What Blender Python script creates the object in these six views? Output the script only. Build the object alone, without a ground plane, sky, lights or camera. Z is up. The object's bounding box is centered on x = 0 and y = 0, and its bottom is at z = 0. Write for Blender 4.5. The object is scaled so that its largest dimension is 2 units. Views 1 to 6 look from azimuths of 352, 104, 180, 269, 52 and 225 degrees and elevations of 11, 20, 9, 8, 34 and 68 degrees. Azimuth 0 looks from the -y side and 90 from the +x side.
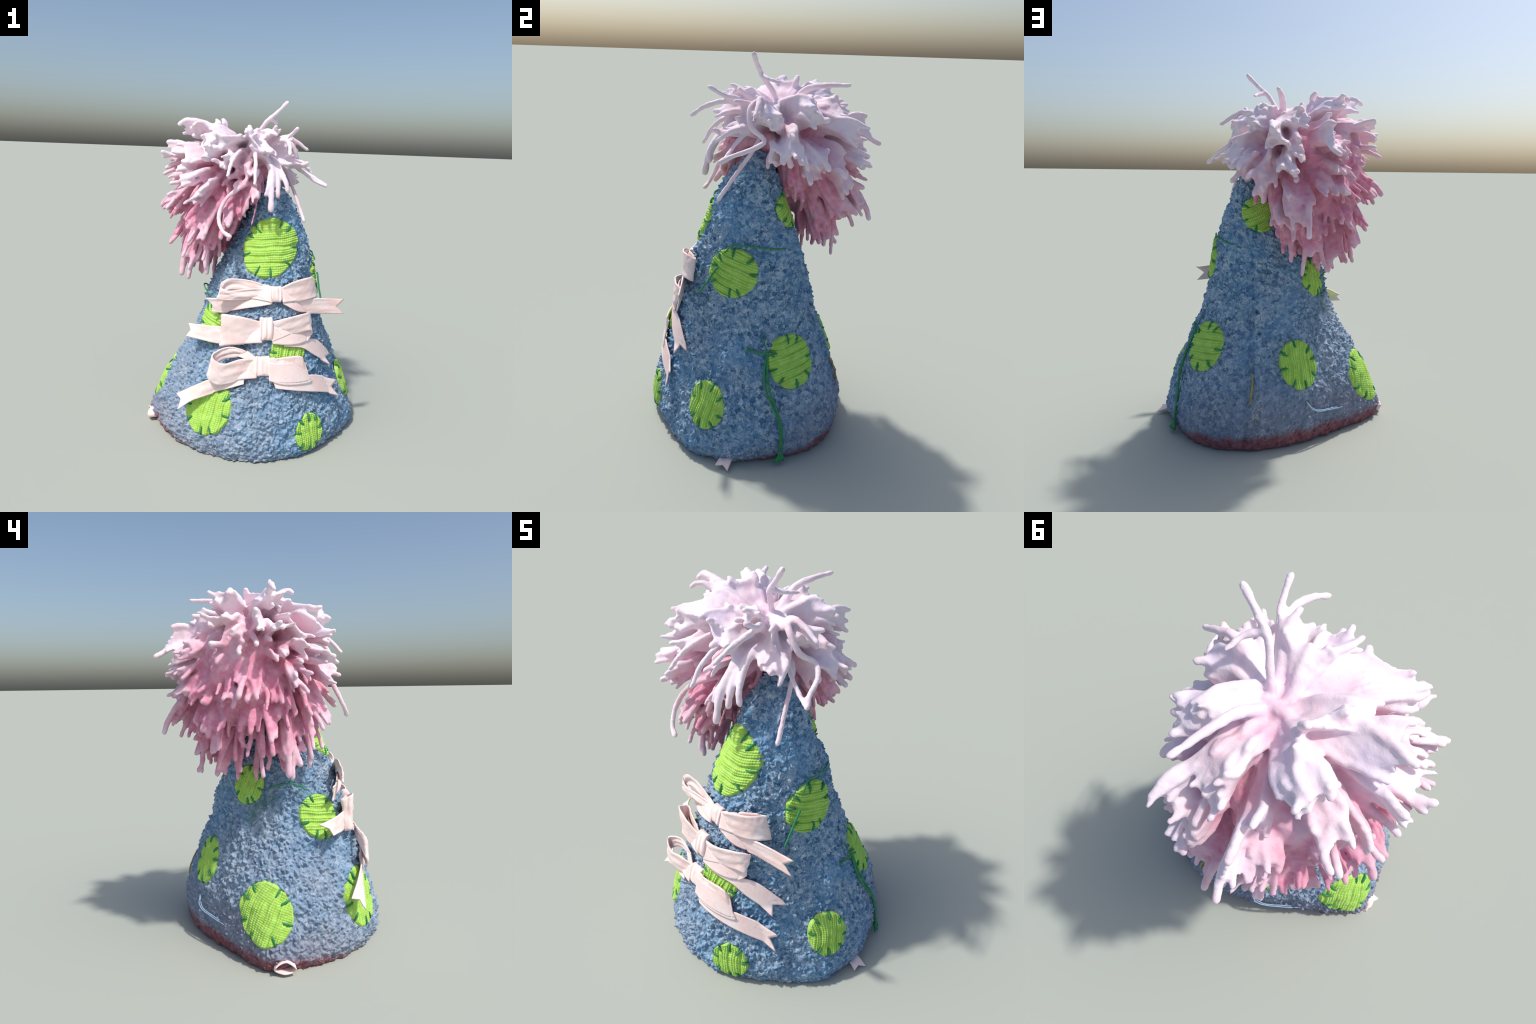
"""Knitted blue cone hat with green polka-dot patches, three pink ribbon bows and a floppy pink pompom."""
import math
import numpy as np

TAU = 2 * math.pi

# ------------------------------------------------------------------ noise
_rng0 = np.random.default_rng(7)
_PERM = np.concatenate([_rng0.permutation(256)] * 4)
_G = _rng0.normal(size=(256, 3))
_G /= np.linalg.norm(_G, axis=1)[:, None]


def perlin(p):
    """Gradient noise, about -0.6..0.6, for an (n, 3) array."""
    p = np.asarray(p, float)
    i = np.floor(p).astype(int)
    f = p - i
    i &= 255
    w = f * f * f * (f * (f * 6 - 15) + 10)
    out = 0
    for dx in (0, 1):
        for dy in (0, 1):
            for dz in (0, 1):
                h = _PERM[_PERM[_PERM[(i[:, 0] + dx) & 255] + ((i[:, 1] + dy) & 255)] + ((i[:, 2] + dz) & 255)]
                d = f - np.array([dx, dy, dz])
                g = (_G[h] * d).sum(1)
                wx = w[:, 0] if dx else 1 - w[:, 0]
                wy = w[:, 1] if dy else 1 - w[:, 1]
                wz = w[:, 2] if dz else 1 - w[:, 2]
                out = out + g * wx * wy * wz
    return out


def nubs(p, cell, length, width, seed):
    """Terry loops: one short, randomly turned bump per jittered cell; the highest wins."""
    rng = np.random.default_rng(seed)
    jit = rng.random((4096, 3))
    ax = rng.normal(size=(4096, 3)) * np.array([1.0, 1.0, 0.75])
    ax /= np.linalg.norm(ax, axis=1)[:, None]
    amp = 0.55 + 0.45 * rng.random(4096)
    q = p / cell
    base = np.floor(q).astype(int)
    best = np.zeros(len(p))
    for dx in (-1, 0, 1):
        for dy in (-1, 0, 1):
            for dz in (-1, 0, 1):
                c = base + np.array([dx, dy, dz])
                h = (c[:, 0] * 73856093 ^ c[:, 1] * 19349663 ^ c[:, 2] * 83492791) & 4095
                d = (q - c - jit[h]) * cell
                al = (d * ax[h]).sum(1)
                pp = (d * d).sum(1) - al * al
                b = amp[h] * np.exp(-al * al / (2 * length ** 2) - pp / (2 * width ** 2))
                np.maximum(best, b, out=best)
    return best


# ------------------------------------------------------------------ the cone's body
#        z     xmin   xmax   ymin   ymax   (outline of the felt as seen from four sides)
RINGS = [
    (0.000, -0.595, 0.610, -0.595, 0.505),
    (0.030, -0.615, 0.630, -0.612, 0.525),
    (0.080, -0.625, 0.635, -0.618, 0.535),
    (0.180, -0.590, 0.610, -0.595, 0.525),
    (0.300, -0.543, 0.575, -0.560, 0.500),
    (0.470, -0.445, 0.500, -0.508, 0.428),
    (0.650, -0.348, 0.422, -0.445, 0.358),
    (0.800, -0.308, 0.372, -0.395, 0.315),
    (0.970, -0.255, 0.345, -0.330, 0.265),
    (1.080, -0.200, 0.328, -0.287, 0.236),
    (1.180, -0.140, 0.295, -0.247, 0.195),
    (1.260, -0.100, 0.268, -0.215, 0.165),
    (1.360, -0.060, 0.232, -0.172, 0.135),
    (1.460, -0.030, 0.160, -0.085, 0.105),
    (1.520, 0.020, 0.110, -0.020, 0.080),
]
_T = np.array(RINGS)
_zz = np.linspace(0, 1.52, 600)


def _smooth(v, n=14):
    k = np.hanning(2 * n + 1)
    k /= k.sum()
    e = np.concatenate([2 * v[0] - v[n:0:-1], v, 2 * v[-1] - v[-2:-n - 2:-1]])
    return np.convolve(e, k, 'valid')


_X0, _X1, _Y0, _Y1 = [_smooth(np.interp(_zz, _T[:, 0], _T[:, k])) for k in (1, 2, 3, 4)]
INSET = 0.005          # the loops stand out from the cloth by about this much


def ring(z):
    x0, x1, y0, y1 = [np.interp(z, _zz, v) for v in (_X0, _X1, _Y0, _Y1)]
    return (x0 + x1) / 2, (y0 + y1) / 2, (x1 - x0) / 2 - INSET, (y1 - y0) / 2 - INSET


#  The hat leans on its back: flat rear face between two corners; radius over the plain
#  ellipse by angle (degrees), at the hem, at knee height and at the waist.
LEAN_ANGLE = [0, 20, 37, 50, 63, 80, 96, 110, 124, 137, 150, 162, 171, 182, 195, 213, 235, 252, 265, 280, 295, 310, 322, 332, 343, 360]
LEAN_HEM = [1.00, 1.00, 1.01, 1.05, 1.085, 1.01, .93, .87, .835, .84, .88, .98, 1.055, 1.02, .97, .955, .965, .985, .995, .975, .945, .92, .915, .945, .99, 1.00]
LEAN_KNEE = [1.00, 1.03, 1.045, 1.06, 1.06, 1.01, .96, .935, .92, .925, .95, .995, 1.035, 1.045, 1.035, 1.015, 1.00, .985, .975, .970, .955, .94, .93, .925, .945, 1.00]
LEAN_WAIST = [1.02, 1.03, 1.03, 1.03, 1.03, 1.01, .99, .98, .975, .98, .99, 1.00, 1.01, 1.025, 1.025, 1.02, 1.01, 1.0, 1.0, 1.0, 1.0, .99, .99, .99, 1.0, 1.02]


def _ring_table(v):
    d = np.interp(np.arange(0, 360, 2), LEAN_ANGLE, v)
    k = np.hanning(9)
    k /= k.sum()
    return np.convolve(np.concatenate([d[-4:], d, d[:4]]), k, 'valid')


_LEAN = [_ring_table(v) for v in (LEAN_HEM, LEAN_KNEE, LEAN_WAIST)]


def squash(t, z):
    t = np.degrees(np.asarray(t, float)) % 360
    xs = np.arange(0, 362, 2)
    f0, f1, f2 = [np.interp(t, xs, np.append(v, v[0])) for v in _LEAN]
    z = np.asarray(z, float)
    w0 = np.interp(z, [0, .08, .42], [1, .9, 0])
    w2 = np.interp(z, [.42, .85], [0, 1])
    w3 = np.interp(z, [.85, 1.3], [0, 1])
    f = f0 * w0 + f1 * (1 - w0 - w2) + f2 * w2
    return f * (1 - w3) + w3


def body(t, z, h=0.0):
    """Point of the cone at angle t and height z, h metres outside the cloth."""
    t = np.asarray(t, float)
    z = np.asarray(z, float)
    cx, cy, a, b = ring(z)
    f = squash(t, z)
    ct, st = np.cos(t), np.sin(t)
    p = np.stack(np.broadcast_arrays(cx + a * f * ct, cy + b * f * st, z), -1)
    # outward normal: horizontal ellipse normal tipped up by the slope
    slope = 0.34
    n = np.stack(np.broadcast_arrays(ct / np.maximum(a, .02), st / np.maximum(b, .02), 0 * z), -1)
    n = n / np.linalg.norm(n, axis=-1, keepdims=True)
    n = n + np.array([0, 0, slope])
    n = n / np.linalg.norm(n, axis=-1, keepdims=True)
    return p + n * np.asarray(h)[..., None] if np.ndim(h) else p + n * h


def angle_of(x, y, z):
    cx, cy, a, b = ring(z)
    return np.arctan2((y - cy) / np.maximum(b, .02), (x - cx) / np.maximum(a, .02))


def inside_ratio(p):
    """<1 inside the cone, >1 outside (above the tip: large)."""
    cx, cy, a, b = ring(p[..., 2])
    t = angle_of(p[..., 0], p[..., 1], p[..., 2])
    f = squash(t, p[..., 2])
    r = np.hypot((p[..., 0] - cx) / (np.maximum(a, .02) * f), (p[..., 1] - cy) / (np.maximum(b, .02) * f))
    return np.where(p[..., 2] > 1.5, 9.0, r)


def relief(p, t, z):
    """Height of the looped knit over the cloth."""
    warp = np.stack([perlin(p * 45 + k) for k in (0.3, 9.1, 17.7)], 1) * 0.018
    n1 = nubs(p + warp, 0.0290, 0.0185, 0.0070, 3)
    n2 = nubs(p + warp * 1.3 + 3.3, 0.0200, 0.0120, 0.0052, 5)
    soft = 0.70 + 0.38 * np.clip(0.5 + 0.8 * np.cos(t - math.radians(230)), 0, 1)
    lump = perlin(p * 8) * 0.020 + perlin(p * 21 + 5) * 0.010
    return (n1 * 0.0245 + n2 * 0.0095) * soft + lump - 0.0085


def seam_angle(z):
    return np.interp(z, [0, .35, .7, 1.0, 1.3, 1.5], SEAM)


SEAM = np.radians([78, 79, 80, 79, 70, 60])


#  angle   z     half-width half-height  rib angle  rib period  stitches  seed
PATCHES = [
    (-99, 1.150, 0.172, 0.180, 6, 0.046, 9, 1),
    (-150, 0.700, 0.118, 0.125, -6, 0.040, 8, 2),
    (-76, 0.575, 0.112, 0.118, 80, 0.040, 8, 3),
    (-127, 0.265, 0.148, 0.165, 88, 0.052, 9, 4),
    (-64, 0.130, 0.105, 0.118, 92, 0.060, 8, 5),
    (-8, 0.285, 0.106, 0.125, 80, 0.048, 8, 6),
    (0, 0.945, 0.132, 0.136, -22, 0.038, 8, 7),
    (45, 0.505, 0.125, 0.138, 10, 0.036, 8, 8),
    (113, 0.430, 0.118, 0.135, 84, 0.056, 8, 9),
    (169, 0.265, 0.145, 0.158, 68, 0.060, 8, 10),
    (147, 0.865, 0.090, 0.112, 70, 0.045, 8, 11),
    (92, 1.225, 0.095, 0.105, 20, 0.045, 7, 12),
]


def under_patch(t, z):
    """1 where a patch covers the cloth and flattens its loops, 0 elsewhere."""
    m = np.zeros(len(t))
    for td, z0, A, B, *_ in PATCHES:
        cx, cy, ra, rb = ring(z0)
        t0 = math.radians(td)
        d = (t - t0 + math.pi) % TAU - math.pi
        sp = np.hypot(ra * np.sin(t0), rb * np.cos(t0))
        r = np.hypot(d * sp / A, (z - z0) / 0.945 / B)
        m = np.maximum(m, np.clip((1.0 - r) / 0.08, 0, 1))
    return m

# ================================================================== Blender side
import bpy
from mathutils import Vector, kdtree

for o in list(bpy.data.objects):
    bpy.data.objects.remove(o)
COLL = bpy.context.scene.collection


def link(name, mesh, parent=None, mat=None):
    o = bpy.data.objects.new(name, mesh)
    COLL.objects.link(o)
    if parent is not None:
        o.parent = parent
    if mat is not None and mesh is not None and not mesh.materials:
        mesh.materials.append(mat)
    return o


def make_mesh(name, verts, faces, smooth=True):
    me = bpy.data.meshes.new(name)
    verts = np.asarray(verts, np.float32)
    faces = np.asarray(faces, np.int32)
    k = faces.shape[1]
    me.vertices.add(len(verts))
    me.vertices.foreach_set('co', verts.ravel())
    me.loops.add(faces.size)
    me.loops.foreach_set('vertex_index', faces.ravel())
    me.polygons.add(len(faces))
    me.polygons.foreach_set('loop_start', np.arange(0, faces.size, k, dtype=np.int32))
    me.polygons.foreach_set('use_smooth', np.full(len(faces), smooth))
    me.update(calc_edges=True)
    me.validate()
    return me


def grid_faces(rows, cols, closed):
    """Quads of a rows x cols vertex grid; closed joins the last column to the first."""
    r = np.arange(rows - 1)[:, None]
    c = np.arange(cols if closed else cols - 1)[None, :]
    d = (c + 1) % cols
    return np.stack([r * cols + c, r * cols + d, (r + 1) * cols + d, (r + 1) * cols + c], -1).reshape(-1, 4)


def catmull(P, n):
    """n samples of a Catmull-Rom curve through the rows of P."""
    P = np.asarray(P, float)
    Q = np.concatenate([[2 * P[0] - P[1]], P, [2 * P[-1] - P[-2]]])
    s = np.linspace(0, len(P) - 1 - 1e-9, n)
    i = s.astype(int)
    f = (s - i)[:, None]
    a, b, c, d = Q[i], Q[i + 1], Q[i + 2], Q[i + 3]
    return 0.5 * (2 * b + (c - a) * f + (2 * a - 5 * b + 4 * c - d) * f ** 2 + (3 * b - a - 3 * c + d) * f ** 3)


def tube(path, radii, sides=8, flat=1.0):
    """Closed tube along a path, rounded ends. Returns verts, quads."""
    path = np.asarray(path, float)
    radii = np.asarray(radii, float)
    tan = np.gradient(path, axis=0)
    tan /= np.maximum(np.linalg.norm(tan, axis=1), 1e-9)[:, None]
    # round caps
    r0, r1 = radii[0], radii[-1]
    head = [path[0] - tan[0] * r0 * k for k in (0.98, 0.7)]
    tail = [path[-1] + tan[-1] * r1 * k for k in (0.7, 0.98)]
    path = np.concatenate([head, path, tail])
    radii = np.concatenate([[r0 * .2, r0 * .72], radii, [r1 * .72, r1 * .2]])
    tan = np.concatenate([[tan[0]] * 2, tan, [tan[-1]] * 2])
    up = np.array([0.0, 0, 1]) if abs(tan[0][2]) < .9 else np.array([1.0, 0, 0])
    s = np.cross(tan[0], up)
    S = []
    for t in tan:
        s = s - t * (s @ t)
        s = s / max(np.linalg.norm(s), 1e-9)
        S.append(s)
    S = np.array(S)
    B = np.cross(tan, S)
    a = np.arange(sides) / sides * TAU
    v = (path[:, None] + radii[:, None, None] * (np.cos(a)[None, :, None] * S[:, None] + flat * np.sin(a)[None, :, None] * B[:, None]))
    n = len(path)
    v = v.reshape(-1, 3)
    f = grid_faces(n, sides, True)
    v = np.concatenate([v, path[:1], path[-1:]])
    c0, c1 = len(v) - 2, len(v) - 1
    k = np.arange(sides)
    kk = (k + 1) % sides
    caps = np.concatenate([np.stack([kk, k, k * 0 + c0, k * 0 + c0], 1), np.stack([(n - 1) * sides + k, (n - 1) * sides + kk, k * 0 + c1, k * 0 + c1], 1)])
    return v, f, caps


def tube_mesh(name, parts):
    """Joins several tubes (verts, quads, caps) into one mesh."""
    me = bpy.data.meshes.new(name)
    V, F, off = [], [], 0
    for v, f, c in parts:
        V.append(v)
        F += (f + off).tolist() + [[x[0] + off, x[1] + off, x[2] + off] for x in c.tolist()]
        off += len(v)
    me.from_pydata(np.concatenate(V).tolist(), [], F)
    me.polygons.foreach_set('use_smooth', np.ones(len(me.polygons), bool))
    me.update()
    return me


# ------------------------------------------------------------------ materials
def material(name, rough=0.9, sheen=0.0):
    m = bpy.data.materials.new(name)
    m.use_nodes = True
    nt = m.node_tree
    b = nt.nodes['Principled BSDF']
    b.inputs['Roughness'].default_value = rough
    b.inputs['Specular IOR Level'].default_value = 0.25
    if sheen:
        b.inputs['Sheen Weight'].default_value = sheen
        b.inputs['Sheen Roughness'].default_value = 0.5
    return m, nt, b


class Net:
    """Small helper to write node trees compactly."""

    def __init__(self, nt):
        self.nt = nt
        self.co = nt.nodes.new('ShaderNodeTexCoord').outputs['Object']

    def _in(self, node, key, val):
        s = node.inputs[key]
        if isinstance(val, bpy.types.NodeSocket):
            self.nt.links.new(val, s)
        else:
            s.default_value = val

    def noise(self, scale, detail=2, rough=0.5, distort=0.0, vec=None):
        n = self.nt.nodes.new('ShaderNodeTexNoise')
        self._in(n, 'Vector', vec or self.co)
        n.inputs['Scale'].default_value = scale
        n.inputs['Detail'].default_value = detail
        n.inputs['Roughness'].default_value = rough
        n.inputs['Distortion'].default_value = distort
        return n.outputs['Fac']

    def scaled(self, s, rot=(0, 0, 0), loc=(0, 0, 0), vec=None):
        n = self.nt.nodes.new('ShaderNodeMapping')
        self._in(n, 'Vector', vec or self.co)
        n.inputs['Scale'].default_value = s
        n.inputs['Rotation'].default_value = rot
        n.inputs['Location'].default_value = loc
        return n.outputs['Vector']

    def voronoi(self, scale, out='Color', vec=None):
        n = self.nt.nodes.new('ShaderNodeTexVoronoi')
        self._in(n, 'Vector', vec or self.co)
        n.inputs['Scale'].default_value = scale
        return n.outputs[out]

    def ramp(self, fac, stops, mode='LINEAR'):
        n = self.nt.nodes.new('ShaderNodeValToRGB')
        self._in(n, 'Fac', fac)
        n.color_ramp.interpolation = mode
        e = n.color_ramp.elements
        while len(e) < len(stops):
            e.new(0.5)
        for k, (p, c) in zip(e, stops):
            k.position = p
            k.color = (c, c, c, 1) if np.isscalar(c) else (*c, 1)
        return n.outputs['Color']

    def mix(self, fac, a, b, mode='MIX'):
        n = self.nt.nodes.new('ShaderNodeMix')
        n.data_type = 'RGBA'
        n.blend_type = mode
        self._in(n, 'Factor', fac)
        for k, v in ((6, a), (7, b)):
            if isinstance(v, bpy.types.NodeSocket):
                self.nt.links.new(v, n.inputs[k])
            else:
                n.inputs[k].default_value = (*v, 1)
        return n.outputs[2]

    def math(self, op, a, b=0.0, c=0.0, clamp=False):
        n = self.nt.nodes.new('ShaderNodeMath')
        n.operation = op
        n.use_clamp = clamp
        for k, v in enumerate((a, b, c)):
            self._in(n, k, v)
        return n.outputs[0]

    def xyz(self):
        n = self.nt.nodes.new('ShaderNodeSeparateXYZ')
        self.nt.links.new(self.co, n.inputs[0])
        return n.outputs

    def near(self, point, radius, vec=None):
        """1 at the point, 0 from radius on."""
        n = self.nt.nodes.new('ShaderNodeVectorMath')
        n.operation = 'DISTANCE'
        self._in(n, 0, vec or self.co)
        n.inputs[1].default_value = point
        return self.math('SUBTRACT', 1.0, self.math('DIVIDE', n.outputs['Value'], radius), clamp=True)

    def bump(self, height, bsdf, strength=0.3, dist=0.004):
        n = self.nt.nodes.new('ShaderNodeBump')
        n.inputs['Strength'].default_value = strength
        n.inputs['Distance'].default_value = dist
        self._in(n, 'Height', height)
        self.nt.links.new(n.outputs['Normal'], bsdf.inputs['Normal'])


def knit_material():
    m, nt, b = material('blue_terry_knit', 0.92, 0.1)
    N = Net(nt)
    wob = nt.nodes.new('ShaderNodeTexNoise')
    wob.inputs['Scale'].default_value = 60
    nt.links.new(N.co, wob.inputs['Vector'])
    wv = nt.nodes.new('ShaderNodeVectorMath')
    wv.operation = 'MULTIPLY_ADD'
    nt.links.new(wob.outputs['Color'], wv.inputs[0])
    wv.inputs[1].default_value = (0.028, 0.028, 0.028)
    nt.links.new(N.co, wv.inputs[2])
    cells = N.voronoi(50, 'Color', wv.outputs[0])
    sep = nt.nodes.new('ShaderNodeSeparateColor')
    nt.links.new(cells, sep.inputs[0])
    col = N.ramp(N.math('MULTIPLY_ADD', sep.outputs[0], 0.35, N.math('MULTIPLY', N.noise(58, 3, 0.6, 1.6), 0.65)), [(0.30, BLUE_DARK), (0.44, BLUE_MID), (0.55, BLUE_GREY), (0.68, BLUE_LIGHT)])  # darks and lights widened to bake occlusion between loops into the blue
    fine = N.noise(150, 3, 0.6, 0.6)
    col = N.mix(N.ramp(fine, [(0.38, 0.0), (0.62, 1.0)]), N.mix(0.45, col, BLUE_DARK), col)
    # cloudy patches of clearer blue and of greyer, dusty blue
    big = N.noise(4.5, 3, 0.55)
    col = N.mix(N.ramp(big, [(0.45, 0.0), (0.68, 0.5)]), col, BLUE_CLEAR)
    dusty = N.noise(3.1, 3, 0.6, vec=N.scaled((1, 1, 1), loc=(4, 2, 7)))
    x, y, z = N.xyz()
    side = N.math('MULTIPLY_ADD', x, -0.55, N.math('MULTIPLY_ADD', z, -0.35, 0.42))
    dm = N.math('ADD', side, N.math('SUBTRACT', dusty, 0.5), clamp=True)
    col = N.mix(N.math('MULTIPLY', dm, 0.75), col, BLUE_DUST)
    # green dye rubbed off the threads
    gn = N.noise(38, 3, 0.7, 0.5)
    for p, r, k in STAINS:
        mk = N.math('MULTIPLY', N.math('MULTIPLY', N.near(p, r), k), N.ramp(gn, [(0.35, 0.2), (0.65, 1.0)]), clamp=True)
        col = N.mix(mk, col, (0.030, 0.130, 0.085))
    # red bounce light tinted into the lower edge, taller at the back
    edge = N.noise(11, 4, 0.6)
    back = N.math('MULTIPLY_ADD', y, 0.120, N.math('MULTIPLY_ADD', x, -0.055, 0.036))
    lim = N.math('MULTIPLY_ADD', N.math('SUBTRACT', edge, 0.5), 0.09, back)
    red = N.math('DIVIDE', N.math('SUBTRACT', lim, z), 0.045)
    red = N.math('ADD', red, 0.35, clamp=True)
    plum = N.math('SUBTRACT', N.math('MULTIPLY_ADD', lim, 3.0, 0.13), z)
    plum = N.math('MULTIPLY', plum, 5.0, clamp=True)
    col = N.mix(N.math('MULTIPLY', plum, 0.38), col, (0.215, 0.175, 0.215))
    col = N.mix(N.math('MULTIPLY', red, 0.9), col, N.ramp(N.noise(40, 3), [(0.35, (0.16, 0.040, 0.048)), (0.65, (0.30, 0.095, 0.105))]))
    nt.links.new(col, b.inputs['Base Color'])
    N.bump(N.noise(260, 3, 0.65, 0.8), b, 0.35, 0.004)
    return m


def yarn_material():
    m, nt, b = material('pink_yarn', 0.75, 0.15)
    N = Net(nt)
    pale = N.ramp(N.noise(7, 3, 0.6), [(0.3, YARN_LILAC), (0.5, YARN_PALE), (0.7, YARN_ROSE)])
    # crevice interreflection painted as deeper pink: towards the roots, and on the drooping side
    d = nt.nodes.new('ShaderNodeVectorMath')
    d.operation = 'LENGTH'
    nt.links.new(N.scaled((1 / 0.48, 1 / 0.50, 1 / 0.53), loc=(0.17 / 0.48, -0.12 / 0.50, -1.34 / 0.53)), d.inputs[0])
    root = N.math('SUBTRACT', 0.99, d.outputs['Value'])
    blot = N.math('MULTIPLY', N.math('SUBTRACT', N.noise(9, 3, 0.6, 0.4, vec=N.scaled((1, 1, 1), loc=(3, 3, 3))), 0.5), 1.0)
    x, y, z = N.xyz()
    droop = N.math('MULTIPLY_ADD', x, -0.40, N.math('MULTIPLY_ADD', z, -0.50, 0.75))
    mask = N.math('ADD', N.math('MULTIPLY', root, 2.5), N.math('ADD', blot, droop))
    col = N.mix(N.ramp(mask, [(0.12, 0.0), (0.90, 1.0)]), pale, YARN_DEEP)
    tone = N.noise(28, 3, 0.6)
    col = N.mix(N.ramp(tone, [(0.35, 0.0), (0.7, 0.35)]), col, YARN_PALE)
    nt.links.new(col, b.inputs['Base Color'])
    b.inputs['Subsurface Weight'].default_value = 0.0
    N.bump(N.noise(90, 3, 0.6, 1.0), b, 0.25, 0.006)
    return m


def patch_material(i):
    m, nt, b = material('lime_rib_knit', 0.88, 0.1)
    N = Net(nt)
    col = N.ramp(N.noise(26, 3, 0.6), [(0.3, LIME_A), (0.6, LIME_B), (0.8, LIME_C)])
    g = N.noise(170, 2, 0.6)
    col = N.mix(N.ramp(g, [(0.35, 0.45), (0.6, 0.0)]), col, LIME_SHADE)
    nt.links.new(col, b.inputs['Base Color'])
    N.bump(N.noise(420, 2, 0.6), b, 0.3, 0.003)
    return m


def plain_material(name, a, bcol, scale, rough=0.8, bump=0.2, bscale=300):
    m, nt, b = material(name, rough)
    N = Net(nt)
    nt.links.new(N.ramp(N.noise(scale, 3, 0.6), [(0.3, a), (0.7, bcol)]), b.inputs['Base Color'])
    N.bump(N.noise(bscale, 3, 0.6), b, bump, 0.003)
    return m


def ribbon_material():
    m, nt, b = material('pink_satin_ribbon', 0.55)
    N = Net(nt)
    col = N.ramp(N.noise(9, 3, 0.6), [(0.3, RIBBON_A), (0.7, RIBBON_B)])
    # small holes and worn specks
    sp = N.noise(55, 2, 0.5)
    col = N.mix(N.ramp(sp, [(0.68, 0.0), (0.74, 0.6)]), col, RIBBON_WORN)
    nt.links.new(col, b.inputs['Base Color'])
    N.bump(N.noise(60, 4, 0.6), b, 0.22, 0.006)
    return m


BLUE_DARK = (0.050, 0.125, 0.225)
BLUE_MID = (0.180, 0.325, 0.480)
BLUE_GREY = (0.310, 0.430, 0.545)
BLUE_LIGHT = (0.540, 0.640, 0.740)
BLUE_CLEAR = (0.120, 0.310, 0.530)
BLUE_DUST = (0.265, 0.285, 0.350)
YARN_LILAC = (0.82, 0.70, 0.83)
YARN_PALE = (0.86, 0.73, 0.79)
YARN_ROSE = (0.84, 0.62, 0.69)
YARN_DEEP = (0.67, 0.225, 0.350)
LIME_A = (0.360, 0.590, 0.090)
LIME_B = (0.440, 0.730, 0.150)
LIME_C = (0.520, 0.800, 0.210)
LIME_SHADE = (0.300, 0.480, 0.070)
RIBBON_A = (0.88, 0.63, 0.59)
RIBBON_B = (0.92, 0.79, 0.77)
RIBBON_WORN = (0.62, 0.40, 0.40)
STAINS = [(body(math.radians(a), h).tolist(), r, k) for a, h, r, k in [
    (-162, .835, .055, .8), (172, .815, .05, .9), (163, .79, .06, 1.0), (158, .76, .06, 1.0), (153, .70, .06, .9),
    (-22, .76, .035, .9), (-20, .69, .035, .6), (85, .29, .02, 1.0), (16, .58, .03, .8), (28, .63, .03, .8)]]

MAT_KNIT = knit_material()
MAT_YARN = yarn_material()
MAT_PATCH = patch_material(0)
MAT_THREAD = plain_material('dark_green_thread', (0.028, 0.180, 0.070), (0.060, 0.300, 0.130), 60)
MAT_RIBBON = ribbon_material()
MAT_BLUETHREAD = plain_material('pale_blue_thread', (0.24, 0.35, 0.50), (0.36, 0.49, 0.62), 40)
MAT_SLIVER = plain_material('frayed_seam_thread', (0.30, 0.16, 0.13), (0.34, 0.36, 0.08), 45)

# ------------------------------------------------------------------ the hat
hat = bpy.data.objects.new('knitted_cone_hat', None)
COLL.objects.link(hat)
hat['label'] = 'blue knitted cone hat, lime dots, pink bows and pompom'
hat['category'] = 'party hat'


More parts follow.
